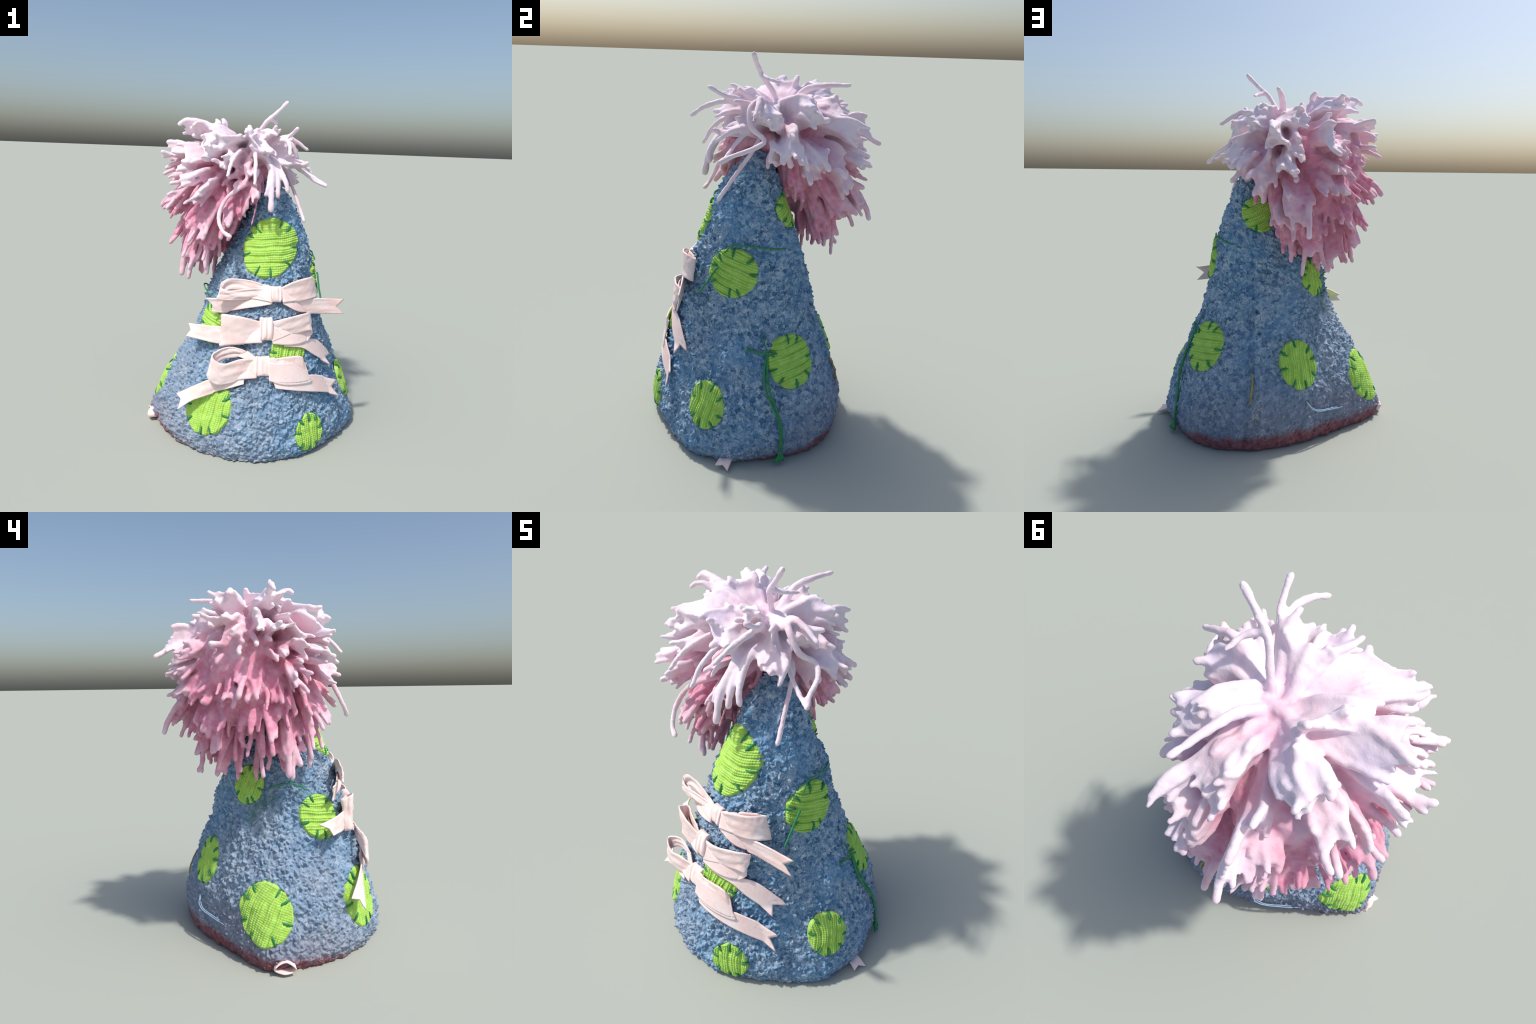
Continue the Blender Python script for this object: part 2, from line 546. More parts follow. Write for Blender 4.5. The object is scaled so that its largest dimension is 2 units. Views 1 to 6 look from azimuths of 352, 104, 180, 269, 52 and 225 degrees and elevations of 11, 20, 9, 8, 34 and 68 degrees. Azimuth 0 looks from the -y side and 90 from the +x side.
def build_cone():
    cols, rows = 1080, 500
    t = np.arange(cols) / cols * TAU
    # heights spaced evenly along the slope; first rows turn under the hem
    zz = np.linspace(0.0, 1.515, rows)
    Tg, Zg = np.meshgrid(t, zz)
    p = body(Tg, Zg).reshape(-1, 3)
    tt, z = Tg.ravel(), Zg.ravel()
    n = body(Tg, Zg, 1.0).reshape(-1, 3) - p
    h = relief(p, tt, z)
    flat = under_patch(tt, z)
    h = h * (1 - flat) - 0.004 * flat
    # vertical back seam: a shallow ditch with a lip beside it
    d = ((tt - seam_angle(z) + math.pi) % TAU - math.pi) * 0.45
    wav = perlin(np.stack([z * 14, z * 0, z * 0 + 4], 1)) * 0.012
    d = d + wav
    h += (1 - flat) * (-0.012 * np.exp(-(d / 0.014) ** 2) + 0.013 * np.exp(-((d - 0.040) / 0.030) ** 2) - 0.007 * np.exp(-((d + 0.05) / 0.04) ** 2))
    # holes along the seam
    for a, hz, r in ((81.5, .425, .016), (83.5, .715, .014), (86, .60, .010)):
        q = body(math.radians(a), hz)
        h -= 0.03 * np.exp(-((p - q) ** 2).sum(1) / r ** 2)
    # a dent pushed into the side
    h -= 0.022 * np.exp(-((p - body(math.radians(-24), .36)) ** 2).sum(1) / 0.11 ** 2)
    # ragged lower edge
    low = np.clip(1 - z / 0.05, 0, 1)
    h += low * (perlin(np.stack([np.cos(tt) * 14, np.sin(tt) * 14, z * 8], 1)) * 0.02)
    p = p + n * h[:, None]
    p[:, 2] = np.maximum(p[:, 2] - low * low * 0.004, 0.0015)
    # underside: a narrow turned-in edge and a lining drawn across it
    verts = [p]
    base = body(t, t * 0)
    mid = base.mean(0)
    for k, hz in ((0.93, 0.0), (0.86, 0.012), (0.4, 0.014)):
        q = mid + (base - mid) * k
        q[:, 2] = hz
        verts.append(q)
    q = mid.copy()
    q[2] = 0.014
    V = np.concatenate(verts + [q[None]])
    F = grid_faces(rows, cols, True)
    n0 = rows * cols
    c = np.arange(cols)
    d1 = (c + 1) % cols
    first = np.stack([d1, c, n0 + c, n0 + d1], 1)
    under = [first]
    for k in range(2):
        a = n0 + k * cols
        under.append(np.stack([a + d1, a + c, a + cols + c, a + cols + d1], 1))
    a = n0 + 2 * cols
    tip = (rows - 1) * cols
    me = bpy.data.meshes.new('cone')
    F = np.concatenate([F] + under)
    # closing fans as degenerate-free triangles
    tris = np.stack([a + d1, a + c, c * 0 + len(V) - 1], 1)
    top = V[tip:tip + cols].mean(0) + np.array([0, 0, .004])
    V = np.concatenate([V, top[None]])
    tris2 = np.stack([tip + c, tip + d1, c * 0 + len(V) - 1], 1)
    return V, F, np.concatenate([tris, tris2])


def split_mesh(name, V, quads, tris, normals, pick_q, pick_t, parent, mat):
    """One region of a bigger surface as its own object, shaded with the whole surface's normals."""
    q, t = quads[pick_q], tris[pick_t] if len(tris) else tris
    used = np.unique(np.concatenate([q.ravel(), t.ravel()]))
    remap = np.zeros(len(V), np.int64)
    remap[used] = np.arange(len(used))
    me = bpy.data.meshes.new(name)
    flat = np.concatenate([remap[q].ravel(), remap[t].ravel()]).astype(np.int32)
    start = np.concatenate([np.arange(len(q)) * 4, len(q) * 4 + np.arange(len(t)) * 3]).astype(np.int32)
    me.vertices.add(len(used))
    me.vertices.foreach_set('co', V[used].astype(np.float32).ravel())
    me.loops.add(len(flat))
    me.loops.foreach_set('vertex_index', flat)
    me.polygons.add(len(start))
    me.polygons.foreach_set('loop_start', start)
    me.polygons.foreach_set('use_smooth', np.ones(len(start), bool))
    me.update(calc_edges=True)
    me.normals_split_custom_set_from_vertices(normals[used].tolist())
    return link(name, me, parent, mat)


def vertex_normals(V, quads, tris):
    N = np.zeros_like(V)
    fq = np.cross(V[quads[:, 2]] - V[quads[:, 0]], V[quads[:, 3]] - V[quads[:, 1]])
    for k in range(4):
        for a in range(3):
            N[:, a] += np.bincount(quads[:, k], fq[:, a], len(V))
    if len(tris):
        ft = np.cross(V[tris[:, 1]] - V[tris[:, 0]], V[tris[:, 2]] - V[tris[:, 0]])
        for k in range(3):
            for a in range(3):
                N[:, a] += np.bincount(tris[:, k], ft[:, a], len(V))
    return N / np.maximum(np.linalg.norm(N, axis=1), 1e-12)[:, None]


V, Q, T3 = build_cone()
NN = vertex_normals(V, Q, T3)
zq = V[Q].mean(1)[:, 2]
zt = V[T3].mean(1)[:, 2]
cone = split_mesh('cone', V, Q, T3, NN, zq >= 0.05, zt >= 0.05, hat, MAT_KNIT)
hem = split_mesh('hem', V, Q, T3, NN, zq < 0.05, zt < 0.05, hat, MAT_KNIT)


# ------------------------------------------------------------------ green patches with stitches
def on_body(t0, z0, a, b, h):
    """Surface point a metres sideways (to the right seen from outside) and b metres up the slope from (t0, z0)."""
    z = z0 + b * 0.945
    z = np.clip(z, 0.004, 1.5)
    c = body(t0, z0)
    tan = body(t0 + 1e-3, z0) - body(t0 - 1e-3, z0)
    tan /= np.linalg.norm(tan)
    cx, cy, ra, rb = ring(z)
    # walk along the ring by arc length
    q = body(np.full_like(z, t0), z)
    speed = np.hypot(ra * np.sin(t0), rb * np.cos(t0))
    t1 = t0 + a / np.maximum(speed, .05)
    for _ in range(3):
        tm = (t0 + t1) / 2
        speed = np.hypot(ra * np.sin(tm), rb * np.cos(tm)) * 0.98
        t1 = t0 + a / np.maximum(speed, .05)
    return body(t1, z, h)


def build_patch(t0d, z0, A, B, rib, period, nst, seed):
    rng = np.random.default_rng(seed)
    t0 = math.radians(t0d)
    n = 150
    g = np.linspace(-1, 1, n)
    gx, gy = np.meshgrid(g, g)
    # square grid bent onto a disc
    u = gx * np.sqrt(1 - gy * gy / 2)
    v = gy * np.sqrt(1 - gx * gx / 2)
    rho = np.clip(np.hypot(u, v), 0, 1)
    phi = np.arctan2(v, u)
    base_ang = (np.arange(nst) + rng.uniform(-.28, .28, nst) + rng.random()) / nst * TAU
    # scalloped rim, drawn in where a stitch holds it
    dphi = (phi[..., None] - base_ang + math.pi) % TAU - math.pi
    pull = np.exp(-(dphi / 0.13) ** 2)
    rim = 1.0 - 0.070 * (pull * rng.uniform(.3, 1.2, nst) * rho[..., None] ** 6).sum(-1) + 0.060 * perlin(np.stack([np.cos(phi).ravel() * 2.2, np.sin(phi).ravel() * 2.2, phi.ravel() * 0 + seed * 3.7], 1)).reshape(n, n)
    a, b = u * rim * A, v * rim * B
    # ribs and beads of the knit
    ra = math.radians(rib)
    warp = perlin(np.stack([a.ravel() * 9, b.ravel() * 9, a.ravel() * 0 + seed], 1)).reshape(n, n) * 0.018
    along = a * math.cos(ra) + b * math.sin(ra)
    across = -a * math.sin(ra) + b * math.cos(ra) + warp
    wob = perlin(np.stack([a.ravel() * 60, b.ravel() * 60, a.ravel() * 0 + 5], 1)).reshape(n, n)
    ph = across / period
    groove = np.exp(-(((ph + .5) % 1 - .5) / 0.13) ** 2) * np.clip(0.75 + perlin(np.stack([along.ravel() * 7, np.floor(ph + .5).ravel() * 3.1, a.ravel() * 0 + seed], 1)).reshape(n, n) * 1.6, 0.1, 1.2)
    rows = np.abs(np.cos(across / 0.0135 * math.pi)) ** 0.6
    beads = np.abs(np.cos(along / 0.0115 * math.pi + wob * 1.5)) ** 0.6
    puff = perlin(np.stack([a.ravel() * 22, b.ravel() * 22, a.ravel() * 0 + seed + 9], 1)).reshape(n, n)
    h = 0.010 + 0.0062 * rows * (0.45 + 0.55 * beads) - 0.0100 * groove + 0.006 * puff + 0.0010 * wob
    # stitches bite into the cloth
    bite = (np.exp(-(dphi * rho[..., None] / 0.10) ** 2) * np.clip((rho[..., None] - 0.62) / 0.2, 0, 1)).sum(-1)
    h = h - 0.008 * np.clip(bite, 0, 1)
    h = np.maximum(h, 0.002)
    h = np.where(rho > 0.93, h * 1.0 - (h + 0.006) * np.clip((rho - 0.90) / 0.10, 0, 1) ** 2.0, h)
    P = on_body(t0, z0, a.ravel(), b.ravel(), h.ravel())
    me = make_mesh('patch', P, grid_faces(n, n, False))
    ob = link('patch', me, hat, MAT_PATCH)
    for k in range(nst):
        c, s = math.cos(base_ang[k]), math.sin(base_ang[k])
        r = np.linspace(rng.uniform(.60, .74), 1.0, 8)
        skew = rng.uniform(-.10, .10)
        aa = A * r * c * 0.97 - B * s * skew * (r - .8)
        bb = B * r * s * 0.97 + A * c * skew * (r - .8)
        hh = np.interp(r, [.6, .7, .9, 1.0], [0.004, 0.0125, 0.0125, 0.002])
        path = on_body(t0, z0, aa, bb, hh)
        w = rng.uniform(.0042, .0062)
        link('stitch', tube_mesh('stitch', [tube(path, np.interp(np.linspace(0, 1, 8), [0, .5, 1], [w * .8, w * 1.15, w * .8]), 8)]), ob, MAT_THREAD)
    return ob


for spec in PATCHES:
    build_patch(*spec)


# ------------------------------------------------------------------ loose threads
def thread(name, marks, radius, mat, parent=None, n=60, wave=0.003, seed=0, lift=0.0):
    """A thread lying on the cone through (angle, height, lift) marks."""
    P = catmull([body(math.radians(a), z, h + lift) for a, z, h in marks], n)
    P = P + np.stack([perlin(np.stack([np.linspace(0, 9, n), np.zeros(n) + k * 5.3, np.zeros(n) + seed], 1)) for k in range(3)], 1) * wave
    P[:, 2] = np.maximum(P[:, 2], radius)
    r = radius * (1 + 0.25 * perlin(np.stack([np.linspace(0, 14, n), np.zeros(n), np.zeros(n) + seed + .5], 1)))
    return tube(P, r, 8)


long_a = [(29, .560, .016), (26.6, .47, .014), (26.8, .39, .013), (30.0, .31, .014), (33.5, .205, .015), (34.3, .10, .015), (34, .03, .022), (32.5, .006, .055)]
long_b = [(29.5, .560, .018), (28.4, .47, .016), (28.9, .39, .015), (31.2, .31, .016), (34.3, .205, .015), (34.9, .10, .015), (34.8, .03, .022), (36, .006, .05)]
tassel = [thread('t', [(34.4, .07, .018), (33.5 + k * .6, .03, .030), (31.0 + k * 1.1, .008, .050 + .006 * (k % 2))], .0065, None, n=16, seed=k) for k in range(5)]
parts = [thread('t', long_a, .0058, None, seed=1), thread('t', long_b, .0058, None, seed=2)] + tassel
link('loose_thread', tube_mesh('loose_thread', parts), hat, MAT_THREAD)
link('loose_thread', tube_mesh('loose_thread', [thread('t', [(33, .545, .024), (29.1, .56, .018), (22, .570, .012), (16.8, .578, .010)], .0055, None, seed=3),
                                                thread('t', [(29.1, .56, .016), (28.2, .60, .011), (27.7, .63, .008)], .003, None, seed=4)]), hat, MAT_THREAD)
link('loose_thread', tube_mesh('loose_thread', [thread('t', [(-9, 1.045, .020), (-4, 1.078, .012), (1, 1.088, .010), (20, 1.083, .011), (43, 1.066, .010), (66, 1.040, .008)], .0042, None, seed=5)]), hat, MAT_THREAD)
link('loose_thread', tube_mesh('loose_thread', [thread('t', [(-13, .965, .025), (-16, .937, .028), (-20.5, .879, .030), (-26, .807, .045)], .0055, None, seed=6)]), hat, MAT_THREAD)
link('loose_thread', tube_mesh('loose_thread', [thread('t', [(169, .850, .010), (177, .868, .035), (-175, .870, .050), (-167, .860, .048), (-161, .838, .030)], .0042, None, seed=7)]), hat, MAT_THREAD)
link('thread_loop', tube_mesh('thread_loop', [thread('t', [(113.6, .235, .008), (114.6, .215, .016), (116.1, .193, .022), (120, .173, .024), (126, .165, .020), (134, .157, .014), (142, .148, .006)], .0032, None, seed=8),
                                              thread('t', [(113.6, .235, .006), (116.4, .200, .014), (120, .180, .018), (126, .171, .014), (136, .160, .004)], .003, None, seed=9)]), hat, MAT_BLUETHREAD)
link('frayed_seam', tube_mesh('frayed_seam', [thread('t', [(81.9, .402, .012), (82.4, .356, .014), (81.7, .307, .014), (81.4, .262, .010)], .0055, None, seed=10, n=30),
                                              thread('t', [(87.2, .25, .010), (84.7, .217, .012), (83.8, .164, .012)], .0028, None, seed=11, n=24)]), hat, MAT_SLIVER)


# ------------------------------------------------------------------ ribbon bows
def ribbon(name, stations, parent, thick=0.006, notch=0.0, per=13, cols=16, seed=0, crease=0.006, clear=0.0):
    """Strip through (edge, edge) stations; notch cuts a swallow tail into the last end."""
    top = np.array([s[0] for s in stations], float)
    bot = np.array([s[1] for s in stations], float)
    n = per * (len(stations) - 1) + 1
    w = np.linspace(0, 1, cols)
    m = 4 * n
    ct, cb = catmull(top, m), catmull(bot, m)
    s = np.linspace(0, 1, n)
    seglen = np.linalg.norm(np.diff((ct + cb) / 2, axis=0), axis=1).sum()
    end = 1 - (notch / seglen) * (1 - np.abs(2 * w - 1)) if notch else np.ones(cols)
    par = s[:, None] * end[None]
    P = np.zeros((n, cols, 3))
    for k in range(3):
        a = np.interp(par.ravel(), np.linspace(0, 1, m), ct[:, k]).reshape(n, cols)
        b = np.interp(par.ravel(), np.linspace(0, 1, m), cb[:, k]).reshape(n, cols)
        P[..., k] = a * (1 - w) + b * w
    du = np.gradient(P, axis=0)
    dv = np.gradient(P, axis=1)
    N = np.cross(du, dv)
    N /= np.maximum(np.linalg.norm(N, axis=-1, keepdims=True), 1e-9)
    arc = par * seglen
    q = np.stack([arc.ravel() * 10, np.broadcast_to(w, (n, cols)).ravel() * 2.6, np.full(n * cols, seed * 7.3)], 1)
    wr = perlin(q).reshape(n, cols) * crease * 1.6 + perlin(q * 3.1).reshape(n, cols) * crease * 0.5
    # corded selvedge along both edges
    sel = 0.0016 * (np.exp(-((w - 0.04) / 0.03) ** 2) + np.exp(-((w - 0.96) / 0.03) ** 2))
    P = P + N * (wr)[..., None]
    if clear:
        q = P.reshape(-1, 3)
        cx, cy, ra, rb = ring(q[:, 2])
        gap = (inside_ratio(q) - 1) * np.minimum(ra, rb)
        low = gap < clear
        q[low] = body(angle_of(q[low, 0], q[low, 1], q[low, 2]), q[low, 2], clear * 1.06)
        P = q.reshape(n, cols, 3)
        du = np.gradient(P, axis=0)
        N = np.cross(du, np.gradient(P, axis=1))
        N /= np.maximum(np.linalg.norm(N, axis=-1, keepdims=True), 1e-9)
    up = P + N * (thick / 2 + sel)[None, :, None] if np.ndim(sel) else P + N * thick / 2
    dn = P - N * (thick / 2 + sel)[None, :, None]
    V = np.concatenate([up.reshape(-1, 3), dn.reshape(-1, 3)])
    f = grid_faces(n, cols, False)
    k0 = n * cols
    F = [f, f[:, ::-1] + k0]
    r = np.arange(n - 1)
    c = np.arange(cols - 1)
    F.append(np.stack([r * cols, (r + 1) * cols, k0 + (r + 1) * cols, k0 + r * cols], 1))
    F.append(np.stack([r * cols + cols - 1, k0 + r * cols + cols - 1, k0 + (r + 1) * cols + cols - 1, (r + 1) * cols + cols - 1], 1))
    F.append(np.stack([c, k0 + c, k0 + c + 1, c + 1], 1))
    e = (n - 1) * cols
    F.append(np.stack([e + c, e + c + 1, k0 + e + c + 1, k0 + e + c], 1))
    me = make_mesh(name, V, np.concatenate(F))
    return link(name, me, parent, MAT_RIBBON)


RIBBONS = {
    'b1_lloop': [
        ((0.032, -0.356, 0.94), (0.036, -0.356, 0.851)),
        ((-0.065, -0.353, 0.975), (-0.062, -0.353, 0.892)),
        ((-0.196, -0.345, 0.99), (-0.195, -0.345, 0.926)),
        ((-0.247, -0.355, 0.967), (-0.262, -0.355, 0.887)),
        ((-0.244, -0.365, 0.936), (-0.263, -0.365, 0.871)),
        ((-0.187, -0.37, 0.925), (-0.175, -0.37, 0.87)),
        ((-0.066, -0.368, 0.937), (-0.063, -0.368, 0.87)),
        ((0.029, -0.361, 0.933), (0.032, -0.361, 0.857)),
    ],
    'b1_ltail': [
        ((0.028, -0.359, 0.904), (0.036, -0.359, 0.846)),
        ((-0.114, -0.355, 0.897), (-0.101, -0.355, 0.816)),
        ((-0.257, -0.325, 0.871), (-0.215, -0.325, 0.785)),
        ((-0.335, -0.3, 0.864), (-0.297, -0.3, 0.782)),
    ],
    'b1_rloop': [
        ((0.088, -0.361, 0.941), (0.092, -0.361, 0.852)),
        ((0.153, -0.364, 0.976), (0.185, -0.364, 0.858)),
        ((0.247, -0.33, 0.994), (0.275, -0.33, 0.87)),
        ((0.284, -0.285, 0.989), (0.318, -0.285, 0.867)),
        ((0.281, -0.255, 0.974), (0.315, -0.255, 0.86)),
        ((0.16, -0.33, 0.962), (0.192, -0.33, 0.854)),
        ((0.09, -0.353, 0.934), (0.093, -0.353, 0.855)),
    ],
    'b1_rtail': [
        ((0.086, -0.355, 0.892), (0.093, -0.355, 0.845)),
        ((0.192, -0.351, 0.865), (0.19, -0.351, 0.793)),
        ((0.304, -0.32, 0.867), (0.31, -0.32, 0.775)),
        ((0.491, -0.265, 0.848), (0.488, -0.28, 0.76)),
    ],
    'b2_lloop': [
        ((-0.033, -0.435, 0.765), (-0.018, -0.435, 0.639)),
        ((-0.139, -0.437, 0.794), (-0.139, -0.437, 0.633)),
        ((-0.232, -0.416, 0.804), (-0.237, -0.416, 0.616)),
        ((-0.245, -0.39, 0.793), (-0.248, -0.39, 0.609)),
        ((-0.23, -0.365, 0.778), (-0.233, -0.365, 0.605)),
        ((-0.135, -0.4, 0.775), (-0.13, -0.4, 0.625)),
        ((-0.03, -0.418, 0.744), (-0.021, -0.418, 0.641)),
    ],
    'b2_ltail': [
        ((-0.134, -0.41, 0.723), (-0.132, -0.41, 0.642)),
        ((-0.247, -0.37, 0.716), (-0.249, -0.37, 0.615)),
        ((-0.36, -0.295, 0.705), (-0.364, -0.32, 0.623)),
        ((-0.428, -0.216, 0.688), (-0.443, -0.29, 0.635)),
    ],
    'b2_rloop': [
        ((0.028, -0.433, 0.764), (0.033, -0.433, 0.646)),
        ((0.133, -0.435, 0.79), (0.138, -0.435, 0.68)),
        ((0.242, -0.38, 0.798), (0.253, -0.4, 0.699)),
        ((0.272, -0.345, 0.778), (0.273, -0.385, 0.667)),
        ((0.237, -0.34, 0.76), (0.231, -0.41, 0.627)),
        ((0.135, -0.38, 0.752), (0.135, -0.414, 0.622)),
        ((0.031, -0.418, 0.743), (0.035, -0.418, 0.635)),
    ],
    'b2_rtail': [
        ((0.107, -0.414, 0.667), (0.093, -0.414, 0.62)),
        ((0.218, -0.385, 0.64), (0.205, -0.405, 0.596)),
        ((0.3, -0.33, 0.617), (0.283, -0.375, 0.54)),
        ((0.426, -0.256, 0.501), (0.409, -0.338, 0.465)),
    ],
    'b3_lloop': [
        ((-0.049, -0.463, 0.561), (-0.046, -0.463, 0.46)),
        ((-0.126, -0.457, 0.607), (-0.114, -0.457, 0.549)),
        ((-0.21, -0.45, 0.623), (-0.233, -0.45, 0.553)),
        ((-0.288, -0.473, 0.599), (-0.317, -0.473, 0.49)),
        ((-0.293, -0.491, 0.57), (-0.32, -0.491, 0.456)),
        ((-0.237, -0.501, 0.547), (-0.263, -0.501, 0.42)),
        ((-0.143, -0.495, 0.569), (-0.139, -0.495, 0.444)),
        ((-0.052, -0.479, 0.562), (-0.048, -0.479, 0.456)),
    ],
    'b3_ltail': [
        ((-0.113, -0.469, 0.48), (-0.111, -0.469, 0.421)),
        ((-0.242, -0.467, 0.449), (-0.199, -0.467, 0.388)),
        ((-0.322, -0.455, 0.433), (-0.332, -0.463, 0.342)),
        ((-0.428, -0.41, 0.367), (-0.412, -0.455, 0.31)),
        ((-0.492, -0.372, 0.318), (-0.487, -0.449, 0.258)),
    ],
    'b3_rloop': [
        ((0.014, -0.479, 0.561), (0.014, -0.479, 0.441)),
        ((0.083, -0.487, 0.572), (0.089, -0.487, 0.425)),
        ((0.187, -0.471, 0.574), (0.227, -0.471, 0.412)),
        ((0.212, -0.457, 0.554), (0.258, -0.457, 0.419)),
        ((0.196, -0.44, 0.537), (0.245, -0.44, 0.401)),
        ((0.091, -0.45, 0.532), (0.096, -0.45, 0.414)),
        ((0.017, -0.463, 0.538), (0.016, -0.463, 0.442)),
    ],
    'b3_rtail': [
        ((0.025, -0.463, 0.469), (0.048, -0.463, 0.401)),
        ((0.145, -0.457, 0.453), (0.148, -0.457, 0.378)),
        ((0.269, -0.415, 0.439), (0.285, -0.415, 0.339)),
        ((0.454, -0.343, 0.37), (0.463, -0.37, 0.282)),
    ],
}
#        centre                     half sizes (across, up, out)
KNOTS = {
    'b1': ((0.057, -0.362, 0.903), (0.034, 0.048, 0.024)),
    'b2': ((0.000, -0.434, 0.722), (0.036, 0.068, 0.024)),
    'b3': ((-0.020, -0.480, 0.520), (0.042, 0.058, 0.025)),
}


def knot(centre, half, seed):
    """A ribbon wrapped once round the middle of the bow: a puffed, slightly waisted pad."""
    n, m = 48, 40
    th = np.linspace(0, TAU, n, endpoint=False)
    s = np.linspace(-1, 1, m)
    S, TH = np.meshgrid(s, th, indexing='ij')
    edge = np.clip((1 - np.abs(S)) / 0.16, 0, 1) ** 0.5
    c, sn = np.cos(TH), np.sin(TH)
    up = np.sign(c) * np.abs(c) ** 0.6 * half[1] * (0.93 + 0.07 * S * S)
    out = np.sign(sn) * np.abs(sn) ** 0.7 * half[2]
    k = 0.80 + 0.20 * edge
    p = np.stack([S * half[0], -out * k, up * k], -1).reshape(-1, 3)
    cr = perlin(np.stack([S.ravel() * 2.4, TH.ravel() * 0.6, 0 * S.ravel() + seed], 1)) * 0.010
    p[:, 1] -= cr
    tilt = math.radians(16)
    y, z = p[:, 1].copy(), p[:, 2].copy()
    p[:, 1] = y * math.cos(tilt) + z * math.sin(tilt)
    p[:, 2] = -y * math.sin(tilt) * -1 * -1 + z * math.cos(tilt)
    p += np.array(centre)
    V = np.concatenate([p, p[:n].mean(0)[None], p[-n:].mean(0)[None]])
    F = grid_faces(m, n, True).tolist()
    k = m * n
    F += [[(i + 1) % n, i, k] for i in range(n)] + [[(m - 1) * n + i, (m - 1) * n + (i + 1) % n, k + 1] for i in range(n)]
    me = bpy.data.meshes.new('bow')
    me.from_pydata(V.tolist(), [], F)
    me.polygons.foreach_set('use_smooth', np.ones(len(me.polygons), bool))
    me.update()
    return me


for i, key in enumerate(('b1', 'b2', 'b3')):
    bow = link('bow', knot(*KNOTS[key], i + 1), hat, MAT_RIBBON)
    for j, side in enumerate('lr'):
        ribbon('bow_loop', RIBBONS[f'{key}_{side}loop'], bow, seed=i * 5 + j, crease=0.007, clear=0.026)
        ribbon('bow_tail', RIBBONS[f'{key}_{side}tail'], bow, notch=0.035, seed=i * 5 + j + 2.5, crease=0.004, clear=0.021)

# stubs of the tie ribbons under the hem
stub = []
for k in range(11):
    w = k / 10 * TAU + 0.4
    c, sn = math.cos(w), math.sin(w)
    stub.append(((-0.585, -0.022 + 0.046 * c, 0.040 + 0.020 * sn), (-0.668 - 0.008 * math.sin(3 * w), -0.026 + 0.052 * c, 0.042 + 0.026 * sn - 0.006 * abs(c))))
ribbon('ribbon_tab', stub, hat, seed=31, per=6, crease=0.003)
ribbon('ribbon_tab', [((0.58, 0.0, .030), (0.58, 0.06, .030)), ((0.63, -0.002, .034), (0.63, 0.062, .030)), ((0.672, -0.012, .024), (0.685, 0.058, .012))], hat, notch=0.018, seed=33)


# ------------------------------------------------------------------ pompom
ROOT = np.array([-0.055, 0.080, 1.565])
LOPSIDED = [((-.50, -.08, 1.72), .04), ((-.40, -.22, 1.65), .05), ((-.45, .28, 1.80), .03), ((-.50, -.20, 1.42), .01), ((-.10, .57, 1.44), .02),
            ((-.55, .20, 1.50), -.035), ((-.50, .42, 1.25), -.06), ((-.30, .50, 1.15), -.045), ((-.57, .08, 1.33), -.025),
            ((-.18, -.33, 1.42), -.14), ((-.10, -.30, 1.62), -.05), ((.14, .47, 1.45), -.05), ((.08, .43, 1.71), -.025), ((-.10, .31, 1.85), -.035)]
HC = np.array([-0.130, 0.115, 1.390])
HR = np.array([0.465, 0.480, 0.510])


def keep_tip(p):
    x, y, z = p
    if z > 1.6 and math.hypot(x + .05, y - .10) < 0.15:
        return False
    if x > 0.12 and y > 0.1 and z < 1.5:
        return False
    if inside_ratio(p) < 1.06:
        return False
    if y > 0.05 and z < 1.42 and x > 0.11 + (z - 1.3) * 0.55:
        return False
    if y <= 0.05 and z < 1.60 and x > -0.14 + (z - 1.3) * 0.55:
        return False
    if y < 0 and z < 1.1 and x > -0.22:
        return False
    return True


def push_out(P, margin):
    """Move points that fall inside the cone to just outside it."""
    r = inside_ratio(P)
    for k in np.nonzero((r < 1 + margin) & (P[:, 2] < 1.46))[0]:
        z = P[k, 2]
        t = angle_of(P[k, 0], P[k, 1], z)
        P[k] = body(t, z, 0.012 + margin * 0.2)
    return P


def strand_path(tip, rng, n=18, root=None):
    a = ROOT + rng.normal(0, 0.030, 3) * np.array([1, 1, 1.2]) if root is None else np.asarray(root, float)
    if root is None and tip[2] > 1.5:
        a = a + np.array([-.02, .015, 0.085 * min(1, (tip[2] - 1.5) / .15)])
    v = tip - a
    L = np.linalg.norm(v)
    mid = a + v * 0.52
    flat = np.array([v[0], v[1], 0])
    flat /= max(np.linalg.norm(flat), .05)
    droop = np.clip((1.62 - tip[2]) / 0.7, 0, 1)
    mid = mid + flat * 0.09 * droop + np.array([0, 0, 0.05 + 0.09 * droop]) * min(1, L / .4) + rng.normal(0, 0.024, 3)
    t = np.linspace(0, 1, n)[:, None]
    P = (1 - t) ** 2 * a + 2 * t * (1 - t) * mid + t * t * tip
    ph = rng.uniform(0, 50)
    wig = np.stack([perlin(np.stack([t[:, 0] * 3.2 + ph, t[:, 0] * 0 + k * 3.3, t[:, 0] * 0], 1)) for k in range(3)], 1)
    P = P + wig * 0.050 * t
    return push_out(P, 0.04)


